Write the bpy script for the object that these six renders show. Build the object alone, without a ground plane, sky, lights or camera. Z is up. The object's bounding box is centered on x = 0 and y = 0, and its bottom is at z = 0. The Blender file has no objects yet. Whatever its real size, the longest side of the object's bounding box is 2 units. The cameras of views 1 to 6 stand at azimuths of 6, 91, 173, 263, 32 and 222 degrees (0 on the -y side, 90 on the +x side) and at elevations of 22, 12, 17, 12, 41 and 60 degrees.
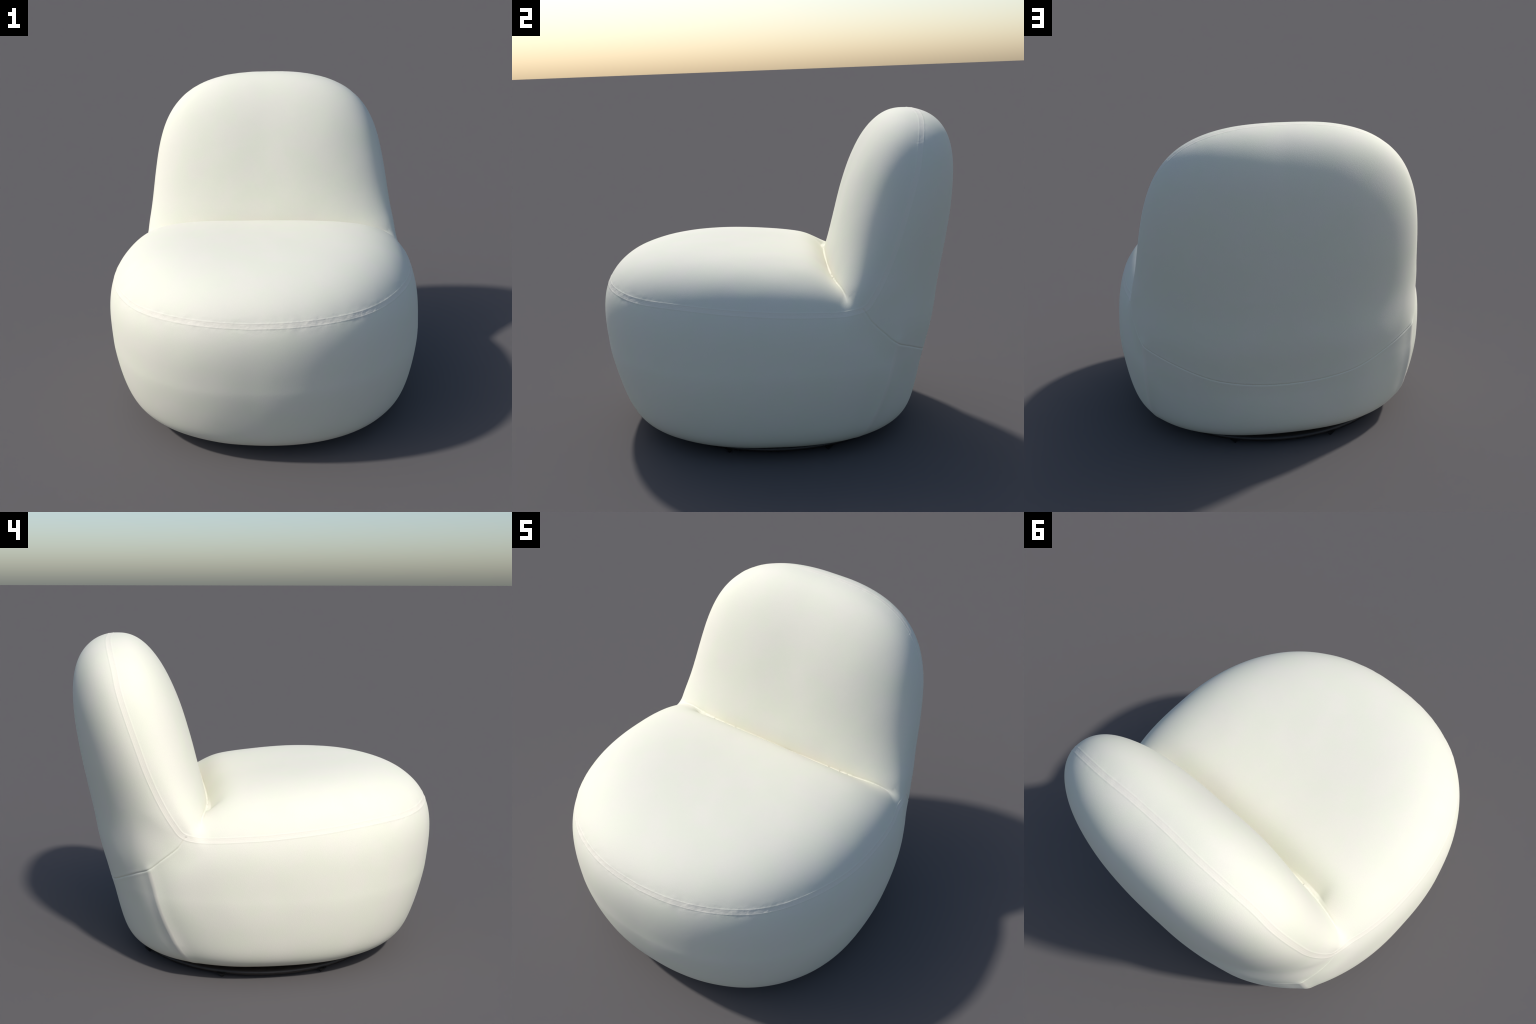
"""Armless upholstered lounge chair: a round pouf seat that flows into a leaning,
rounded backrest; off-white cover with stitched seams; dark ring base on small studs."""
import bpy, bmesh, math
import numpy as np
from mathutils import Vector, kdtree, noise

# --------------------------------------------------------------------------
#  SHAPE: two soft superellipsoids (pouf + backrest) joined with a blend that is
#  a tight crease in the middle and a wide fillet at the flanks.
#  z0 waist height, aw half width, bf/br front and rear reach, nf/nr plan roundness,
#  ht/hb height above / below the waist, mt/pt/mb/tp/tq vertical roundness,
#  c* spine of the backrest, w* half width, tf*/tr* front and rear thickness,
#  zc/hz shoulder height and crown, kc/ks/kr fillet in the crease, at the flanks, at the rear.
# --------------------------------------------------------------------------
SHAPE = dict(
    z0=0.492, aw=0.8746, yc=-0.0616, bf=0.9193, br=0.8896, nf=2.2468, nr=2.445, ht=0.5615,
    hb=0.4542, mt=4.3433, pt=3.2036, mb=8.9864, tilt=0.0134, bow=0.0736, leanf=0.1195,
    leanr=0.1062, yl=-0.8194, c0=0.5855, c1=0.5015, c2=-0.3727, w0=0.7417, w1=-0.131,
    w2=0.2995, tf0=0.2687, tf1=0.2809, tr0=0.3631, tr1=-0.3082, zc=0.9588, hz=0.7952, p=2.582,
    mf=2.1381, mr=2.2238, cb=0.1141, bx0=-0.006, bx1=-0.0342, bx2=0.0427, px=0.0026,
    px1=-0.0275, lr2=0.2266, zf=0.9233, sf=0.6288, kr=0.1705, bt=0.0081, cA=0.0176, cB=0.0269,
    cR=0.0037, cL=0.0124, dp=0.116, kl=0.0325, yaw=0.0005, yawr=0.0055, tp=0.0991, tq=1.611,
    tf2=-0.2152, tr2=0.4493, pz=0.0081,
    kc=.009, ks=.07,
)
P = SHAPE


def pouf(x, y, z):
    zz = z - P['z0']
    y = y - P['yawr'] * x
    yy = y - P['yc']
    X = np.abs(x - P['px'] - P['px1'] * np.maximum(zz, 0)) / P['aw']
    b = np.where(yy < 0, P['bf'] + P['leanf'] * zz,
                 P['br'] + P['leanr'] * zz + P['lr2'] * zz * zz)
    n = np.where(yy < 0, P['nf'], P['nr'])
    rho = (X ** n + (np.abs(yy) / b) ** n + 1e-12) ** (1 / n)
    dy = y - P['yl']
    ht = P['ht'] + P['tilt'] * dy - P['bow'] * dy * dy * (dy > 0)
    ht = ht - P['dp'] * np.exp(-((y - .37) / .105) ** 2 - (x / .60) ** 4)
    ht = ht - .026 * np.exp(-((y - .31) / .10) ** 2 - (x / .66) ** 6)      # tuck under the backrest
    ht = np.maximum(ht, .15)
    up = zz > 0
    Z = np.abs(np.where(up, zz / ht, zz / (P['hb'] + P['bt'] * x + .016 * np.minimum(x, 0))))
    rho = rho / np.where(up, 1, 1 - P['tp'] * np.clip(Z, 0, 1.2) ** P['tq'])
    m = np.where(up, P['mt'], P['mb'])
    p = np.where(up, P['pt'], P['mb'])
    return (rho ** m + Z ** p) ** (1 / m) - 1


def back(x, y, z):
    h = np.maximum(z, .35) - 1.0
    y = y - P['yaw'] * x
    x = x - P['bx0'] - P['bx1'] * h - P['bx2'] * h * h
    c = P['c0'] + P['c1'] * h + P['c2'] * h * h - P['cb'] * x * x
    w = P['w0'] + P['w1'] * h + P['w2'] * h * h
    X = np.abs(x) / w
    Z = np.maximum(z - P['zc'] + P['pz'] * x, 0) / P['hz']
    o = (X ** P['p'] + Z ** P['p'] + 1e-12) ** (1 / P['p'])
    yy = y - c
    t = np.where(yy < 0, P['tf0'] + P['tf1'] * h + P['tf2'] * h * h,
                 P['tr0'] + P['tr1'] * h + P['tr2'] * h * h)
    t = np.maximum(t, .05)
    m = np.where(yy < 0, P['mf'], P['mr'])
    return (o ** m + (np.abs(yy) / t) ** m) ** (1 / m) - 1


def as_distance(f, x, y, z, e=1e-3):
    v = f(x, y, z)
    g = np.sqrt(((f(x + e, y, z) - v) / e) ** 2 + ((f(x, y + e, z) - v) / e) ** 2
                + ((f(x, y, z + e) - v) / e) ** 2)
    return v / np.maximum(g, .35)


def two_fields(x, y, z):
    a = as_distance(pouf, x, y, z)
    b = as_distance(back, x, y, z) + np.maximum(P['zf'] - z, 0) ** 2 * P['sf'] + 4 * np.maximum(.40 - z, 0) ** 2
    return a, b


def field(co):
    x, y, z = co[:, 0], co[:, 1], co[:, 2]
    a, b = two_fields(x, y, z)
    t = np.clip((np.abs(x) - .67) / .16, 0, 1)
    k = P['kc'] + (P['ks'] - P['kc']) * t * t * (3 - 2 * t)
    low = np.clip((.85 - z) / .2, 0, 1)
    k = k + (P['kl'] - k) * low * low * (3 - 2 * low)
    r = np.clip((y - .45) / .25, 0, 1)
    k = k + (P['kr'] - k) * r * r * (3 - 2 * r)
    h = np.maximum(k - np.abs(a - b), 0) / k
    d = np.minimum(a, b) - h * h * k * .25
    # stuffing pushes the two rear corners out (cA, cB) and rounds the rear face (cR, cL)
    q = ((y - .55) / .16) ** 2 + ((z - .52) / .28) ** 2
    d = d - P['cA'] * np.exp(-((x - .72) / .18) ** 2 - q) - P['cB'] * np.exp(-((x + .72) / .18) ** 2 - q)
    q = ((y - .78) / .22) ** 2 + ((z - .50) / .30) ** 2
    return d - P['cR'] * np.exp(-((x - .40) / .22) ** 2 - q) - P['cL'] * np.exp(-((x + .40) / .22) ** 2 - q)


def gradient(co, e=1.5e-3):
    g = np.zeros_like(co)
    for i in range(3):
        d = np.zeros(3)
        d[i] = e
        g[:, i] = (field(co + d) - field(co - d)) / (2 * e)
    return g


def onto_surface(co, steps=4):
    for _ in range(steps):
        g = gradient(co)
        n2 = np.maximum((g * g).sum(1), .05)
        co = co - np.clip(field(co) / n2, -.03, .03)[:, None] * g
    return co


# --------------------------------------------------------------------------
#  SEAM LINES (right half; mirrored). Control points are laid on the surface.
# --------------------------------------------------------------------------
COVER_SEAM = [(0, -.96, .850), (.18, -.945, .852), (.36, -.895, .851), (.53, -.80, .847),
              (.65, -.68, .844), (.755, -.48, .838), (.815, -.26, .822), (.832, -.02, .804),
              (.824, .14, .795), (.80, .30, .789), (.779, .43, .803), (.757, .488, .866),
              (.746, .553, .982), (.728, .61, 1.117), (.705, .655, 1.25), (.674, .695, 1.37),
              (.622, .735, 1.50), (.55, .757, 1.60), (.44, .78, 1.683), (.28, .793, 1.731),
              (.12, .791, 1.749), (0, .79, 1.752)]
REAR_SEAM = [(.778, .43, .802), (.773, .47, .742), (.756, .54, .677), (.718, .61, .613),
             (.635, .69, .566), (.50, .755, .510), (.372, .79, .466), (.24, .814, .439),
             (.12, .823, .425), (0, .826, .420)]
FLANK_SEAM = [(.718, .61, .613), (.718, .573, .47), (.714, .533, .34), (.706, .478, .205),
              (.68, .418, .105), (.60, .36, .05)]
SKEW = .014          # the rear seam sits a little higher on the left


def spline(points, step=.004):
    pts = np.array(points, float)
    pts = np.vstack([2 * pts[0] - pts[1], pts, 2 * pts[-1] - pts[-2]])
    out = []
    for i in range(1, len(pts) - 2):
        p0, p1, p2, p3 = pts[i - 1:i + 3]
        n = max(2, int(np.linalg.norm(p2 - p1) / step))
        t = (np.arange(n) / n)[:, None]
        out.append(.5 * (2 * p1 + (p2 - p0) * t + (2 * p0 - 5 * p1 + 4 * p2 - p3) * t * t
                         + (3 * p1 - p0 - 3 * p2 + p3) * t ** 3))
    out.append(pts[-2][None])
    return np.vstack(out)


def seam_curve(points, skewed=False, sides=(1, -1)):
    c = spline(points)
    both = np.vstack([c * np.array([s, 1, 1]) for s in sides])
    if skewed:
        both[:, 2] -= SKEW * both[:, 0] / .7 * np.clip((.80 - both[:, 2]) / .15, 0, 1) * (both[:, 2] > .4)
    return onto_surface(both, 4)


def tree_of(curve):
    kd = kdtree.KDTree(len(curve))
    for i, p in enumerate(curve):
        kd.insert(p, i)
    kd.balance()
    return kd


def distance_to(kd, co, limit):
    out = np.full(len(co), 9.0)
    for i, p in enumerate(co):
        hit = kd.find(p)
        if hit[2] is not None and hit[2] < limit:
            out[i] = hit[2]
    return out


# --------------------------------------------------------------------------
#  BODY MESH
# --------------------------------------------------------------------------
CENTRE = np.array([0, .47, .72])


def star_hull():
    """Shoot rays from inside: the whole body is visible from CENTRE."""
    bm = bmesh.new()
    bmesh.ops.create_icosphere(bm, subdivisions=7, radius=1)
    d = np.array([v.co[:] for v in bm.verts])
    lo, hi = np.zeros(len(d)), np.full(len(d), 2.2)
    reach = np.full(len(d), 2.0)
    done = np.zeros(len(d), bool)
    for r in np.linspace(.05, 2.0, 160):
        out = field(CENTRE + d * r) > 0
        new = out & ~done
        reach[new] = r
        done |= out
    lo, hi = reach - .013, reach
    for _ in range(12):
        mid = (lo + hi) / 2
        inside = field(CENTRE + d * mid[:, None]) < 0
        lo, hi = np.where(inside, mid, lo), np.where(inside, hi, mid)
    co = CENTRE + d * lo[:, None]
    for v, c in zip(bm.verts, co):
        v.co = c
    me = bpy.data.meshes.new('hull')
    bm.to_mesh(me)
    bm.free()
    return me


def remeshed(me, voxel):
    ob = bpy.data.objects.new('hull', me)
    bpy.context.scene.collection.objects.link(ob)
    m = ob.modifiers.new('r', 'REMESH')
    m.mode = 'VOXEL'
    m.voxel_size = voxel
    dg = bpy.context.evaluated_depsgraph_get()
    out = bpy.data.meshes.new_from_object(ob.evaluated_get(dg))
    bpy.data.objects.remove(ob)
    return out


def coords(me):
    a = np.empty(len(me.vertices) * 3, np.float32)
    me.vertices.foreach_get('co', a)
    return a.reshape(-1, 3).astype(float)


def set_coords(me, co):
    me.vertices.foreach_set('co', np.ascontiguousarray(co, np.float32).ravel())
    me.update()


def relax(me, co, rounds=6):
    """Even out the grid along the surface."""
    e = np.empty(len(me.edges) * 2, np.int32)
    me.edges.foreach_get('vertices', e)
    e = e.reshape(-1, 2)
    deg = np.bincount(e.ravel(), minlength=len(co))[:, None]
    for _ in range(rounds):
        s = np.zeros_like(co)
        for k in range(3):
            s[:, k] = np.bincount(e[:, 0], co[e[:, 1], k], len(co)) + np.bincount(e[:, 1], co[e[:, 0], k], len(co))
        mv = s / deg - co
        g = gradient(co)
        g /= np.maximum(np.linalg.norm(g, axis=1), 1e-6)[:, None]
        mv -= (mv * g).sum(1)[:, None] * g
        co = onto_surface(co + .6 * mv, 1)
    return co


def fbm(co, scale, octaves=3):
    return np.array([noise.fractal(Vector(p) * scale, .9, 2.1, octaves) for p in co])


def crease_gap(co):
    """How far a point on the skin is from the tuck between seat and backrest."""
    a, b = two_fields(*co.T)
    inside = (np.abs(co[:, 0]) < .78) & (co[:, 1] < .42) & (co[:, 2] > .8)
    return np.where(inside, np.abs(a - b), 9.0)


def build_body():
    me = remeshed(star_hull(), .011)
    co = onto_surface(coords(me), 5)
    co = relax(me, co)
    co = onto_surface(co, 3)
    set_coords(me, co)

    cover = seam_curve(COVER_SEAM)
    rear = seam_curve(REAR_SEAM, True)
    flank = seam_curve(FLANK_SEAM)
    kds = [tree_of(c) for c in (cover, rear, flank)]

    # refine twice close to the seams
    for band in (.040, .026):
        bm = bmesh.new()
        bm.from_mesh(me)
        co = np.array([v.co[:] for v in bm.verts])
        near = np.zeros(len(co), bool)
        for kd in kds:
            near |= distance_to(kd, co, band) < band
        near |= crease_gap(co) < band
        bm.verts.ensure_lookup_table()
        edges = [e for e in bm.edges if near[e.verts[0].index] and near[e.verts[1].index]]
        bmesh.ops.subdivide_edges(bm, edges=edges, cuts=1, use_grid_fill=True)
        bm.to_mesh(me)
        bm.free()
        set_coords(me, onto_surface(coords(me), 3))

    co = coords(me)
    n = gradient(co)
    n /= np.maximum(np.linalg.norm(n, axis=1), 1e-6)[:, None]
    d1, d2, d3 = [distance_to(kd, co, .09) for kd in kds]
    bell = lambda s, w: np.exp(-(s / w) ** 2)
    # double top-stitched cover seam: low pad between two ridges, fine groove on the line
    h = .0010 * bell(d1 - .0130, .0030) - .0004 * bell(d1, .0024) + .0003 * bell(d1, .014)
    # tucked seam under the back panel, pressed seam down the rear flank
    h += -.0034 * bell(d2, .0030) + .0005 * bell(d2 - .010, .008)
    h += .0010 / (1 + np.exp(np.clip((d3 - .014) / .003, -30, 30))) + .006 * bell(d3, .035) * np.clip((co[:, 2] - .07) / .15, 0, 1)
    # puckers along the cover seam, strongest at the front
    close = np.where(d1 < .085)[0]
    front = np.clip((-.2 - co[close, 1]) / .5, .12, 1) * (co[close, 2] < 1.1) + .5 * (co[close, 2] > 1.6)
    pk = fbm(co[close] * np.array([1, 1, 1.3]), 15, 4)
    h[close] += .0019 * front * pk * np.exp(-(d1[close] / .036) ** 2)
    # slow unevenness of the stuffing
    h += .0016 * fbm(co, 3.2, 2)
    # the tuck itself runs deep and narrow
    gap = crease_gap(co)
    h -= .004 * bell(gap, .006) * np.clip((.74 - np.abs(co[:, 0])) / .08, 0, 1)
    # soft dimple where the seat tucks under the backrest, and small tucks at the crease ends
    a, b = two_fields(*co.T)
    on_seat = np.clip((b - a) / .02, 0, 1)
    dx = co[:, 0] + .53
    g = np.exp(-(dx / np.where(dx < 0, .045, .14)) ** 2 - ((co[:, 1] - .325) / .075) ** 2)
    h -= .016 * g * on_seat * (co[:, 2] > .85)
    for s in (1, -1):
        r = co - np.array([s * .735, .372, .868])
        rr = np.linalg.norm(r, axis=1)
        ang = np.arctan2(r[:, 2], r[:, 1])
        h += (.0008 * np.cos(ang * 5 + .4) - .0008) * np.exp(-(rr / .018) ** 2)
    set_coords(me, co + n * h[:, None])
    return me, (d1 < .0145) | (d3 < .0145) & (co[:, 2] < .615)


def lookup(v, table):
    t = np.array(sorted(table))
    return np.interp(v, t[:, 0], t[:, 1])


def split_body(me, tape, parent, mats):
    """Separate the one smooth skin into its sewn panels."""
    me.polygons.foreach_set('use_smooth', np.ones(len(me.polygons), bool))
    me.update()
    co = coords(me)
    nrm = np.empty(len(co) * 3, np.float32)
    me.vertex_normals.foreach_get('vector', nrm)
    nrm = nrm.reshape(-1, 3)
    faces = [tuple(p.vertices) for p in me.polygons]
    cen = np.array([co[list(f)].mean(0) for f in faces])
    x, y, z = cen.T
    a, b = two_fields(x, y, z)
    seat_line = lookup(y, [(p[1], p[2]) for p in COVER_SEAM[:11]])
    back_line = lookup(z, [(p[2], p[1]) for p in COVER_SEAM[10:]])
    cushion = (z > seat_line) & (y < back_line)
    rear_line = lookup(y, [(p[1], p[2]) for p in REAR_SEAM])
    flank_line = lookup(z, [(p[2], p[1]) for p in FLANK_SEAM])
    region = np.zeros(len(cen), int)                    # 0 side_panel
    region[~cushion & (y > flank_line) & (z < rear_line)] = 1
    region[~cushion & (y > .43) & (z >= rear_line)] = 2
    region[cushion & (a < b)] = 3
    region[cushion & (a >= b)] = 4
    region[(z < .075) & (np.hypot(x, y + .02) < .60)] = 5
    region[[all(tape[v] for v in f) for f in faces]] = 6
    names = ['side_panel', 'rear_panel', 'backrest_shell', 'seat_cushion', 'backrest_cushion', 'underside', 'stitched_seam']
    for r, name in enumerate(names):
        sel = np.where(region == r)[0]
        if not len(sel):
            continue
        used = np.unique(np.concatenate([faces[i] for i in sel]))
        new = np.full(len(co), -1)
        new[used] = np.arange(len(used))
        part = bpy.data.meshes.new(name)
        part.from_pydata(co[used].tolist(), [], [[int(new[v]) for v in faces[i]] for i in sel])
        part.polygons.foreach_set('use_smooth', np.ones(len(part.polygons), bool))
        part.normals_split_custom_set_from_vertices(nrm[used].tolist())
        part.materials.append(mats[{5: 'cloth', 6: 'seam'}.get(r, 'cover')])
        ob = bpy.data.objects.new(name, part)
        bpy.context.scene.collection.objects.link(ob)
        ob.parent = parent


# --------------------------------------------------------------------------
#  MATERIALS
# --------------------------------------------------------------------------
def new_material(name):
    m = bpy.data.materials.new(name)
    m.use_nodes = True
    nt = m.node_tree
    return m, nt, nt.nodes['Principled BSDF'], nt.nodes.new('ShaderNodeTexCoord')


def upholstery(name, tint_a, tint_b):
    m, nt, bsdf, tc = new_material(name)
    L, N = nt.links.new, nt.nodes.new
    cloud = N('ShaderNodeTexNoise')
    cloud.inputs['Scale'].default_value = 7
    cloud.inputs['Detail'].default_value = 3
    L(tc.outputs['Object'], cloud.inputs['Vector'])
    ramp = N('ShaderNodeValToRGB')
    ramp.color_ramp.elements[0].position = .38
    ramp.color_ramp.elements[0].color = tint_a + (1,)
    ramp.color_ramp.elements[1].position = .62
    ramp.color_ramp.elements[1].color = tint_b + (1,)
    L(cloud.outputs['Fac'], ramp.inputs['Fac'])
    grain = N('ShaderNodeTexNoise')
    grain.inputs['Scale'].default_value = 260
    grain.inputs['Detail'].default_value = 3
    L(tc.outputs['Object'], grain.inputs['Vector'])
    gr = N('ShaderNodeMapRange')
    gr.inputs['From Min'].default_value = .3
    gr.inputs['From Max'].default_value = .7
    gr.inputs['To Min'].default_value = .97
    gr.inputs['To Max'].default_value = 1.0
    L(grain.outputs['Fac'], gr.inputs['Value'])
    mix = N('ShaderNodeMix')
    mix.data_type = 'RGBA'
    mix.blend_type = 'MULTIPLY'
    mix.inputs['Factor'].default_value = 1
    L(ramp.outputs['Color'], mix.inputs['A'])
    L(gr.outputs['Result'], mix.inputs['B'])
    L(mix.outputs['Result'], bsdf.inputs['Base Color'])
    bump = N('ShaderNodeBump')
    bump.inputs['Strength'].default_value = .2
    bump.inputs['Distance'].default_value = .002
    L(grain.outputs['Fac'], bump.inputs['Height'])
    L(bump.outputs['Normal'], bsdf.inputs['Normal'])
    bsdf.inputs['Roughness'].default_value = .85
    bsdf.inputs['Specular IOR Level'].default_value = .25
    return m


def dark(name, colour, rough):
    m, nt, bsdf, tc = new_material(name)
    nz = nt.nodes.new('ShaderNodeTexNoise')
    nz.inputs['Scale'].default_value = 60
    nt.links.new(tc.outputs['Object'], nz.inputs['Vector'])
    ramp = nt.nodes.new('ShaderNodeValToRGB')
    ramp.color_ramp.elements[0].color = tuple(c * .85 for c in colour) + (1,)
    ramp.color_ramp.elements[1].color = tuple(c * 1.15 for c in colour) + (1,)
    nt.links.new(nz.outputs['Fac'], ramp.inputs['Fac'])
    nt.links.new(ramp.outputs['Color'], bsdf.inputs['Base Color'])
    bsdf.inputs['Roughness'].default_value = rough
    return m


# --------------------------------------------------------------------------
#  BASE
# --------------------------------------------------------------------------
RING_Y = -.02


def base_ring(parent, mat):
    profile = [(.590, .020), (.682, .017), (.692, .020), (.697, .029), (.693, .039), (.682, .045), (.660, .049),
               (.590, .052)]
    bm = bmesh.new()
    seg = 96
    rings = []
    for i in range(seg):
        a = 2 * math.pi * i / seg
        rings.append([bm.verts.new((r * math.cos(a), r * math.sin(a), z)) for r, z in profile])
    for i in range(seg):
        p, q = rings[i], rings[(i + 1) % seg]
        for j in range(len(profile)):
            k = (j + 1) % len(profile)
            bm.faces.new((p[j], q[j], q[k], p[k]))
    bmesh.ops.recalc_face_normals(bm, faces=bm.faces)
    me = bpy.data.meshes.new('base_ring')
    bm.to_mesh(me)
    bm.free()
    for p in me.polygons:
        p.use_smooth = True
    me.materials.append(mat)
    ob = bpy.data.objects.new('base_ring', me)
    ob.location = (0, RING_Y, 0)
    bpy.context.scene.collection.objects.link(ob)
    ob.parent = parent
    return ob


def feet(ring, mat):
    bm = bmesh.new()
    bmesh.ops.create_cone(bm, cap_ends=True, segments=8, radius1=.004, radius2=.028, depth=.026)
    for v in bm.verts:
        v.co.z += .013
    me = bpy.data.meshes.new('foot')
    bm.to_mesh(me)
    bm.free()
    me.materials.append(mat)
    for i in range(8):
        a = math.radians(22.5 + 45 * i)
        ob = bpy.data.objects.new('foot', me)
        bpy.context.scene.collection.objects.link(ob)
        ob.parent = ring
        ob.location = (.690 * math.cos(a), .690 * math.sin(a), 0)
        ob.rotation_euler = (0, 0, a)


def main():
    chair = bpy.data.objects.new('lounge_chair', None)
    bpy.context.scene.collection.objects.link(chair)
    chair['label'] = 'armless rounded lounge chair in off-white upholstery on dark ring'
    chair['category'] = 'lounge chair'
    mats = dict(cover=upholstery('off_white_upholstery', (.748, .747, .622), (.760, .738, .636)),
                seam=upholstery('blush_white_seam', (.775, .750, .638), (.780, .745, .646)),
                cloth=dark('black_dust_cloth', (.02, .02, .02), .9))
    body, tape = build_body()
    split_body(body, tape, chair, mats)
    ring = base_ring(chair, dark('dark_bronze_base', (.016, .013, .012), .5))
    feet(ring, dark('black_stud', (.010, .010, .010), .5))


main()
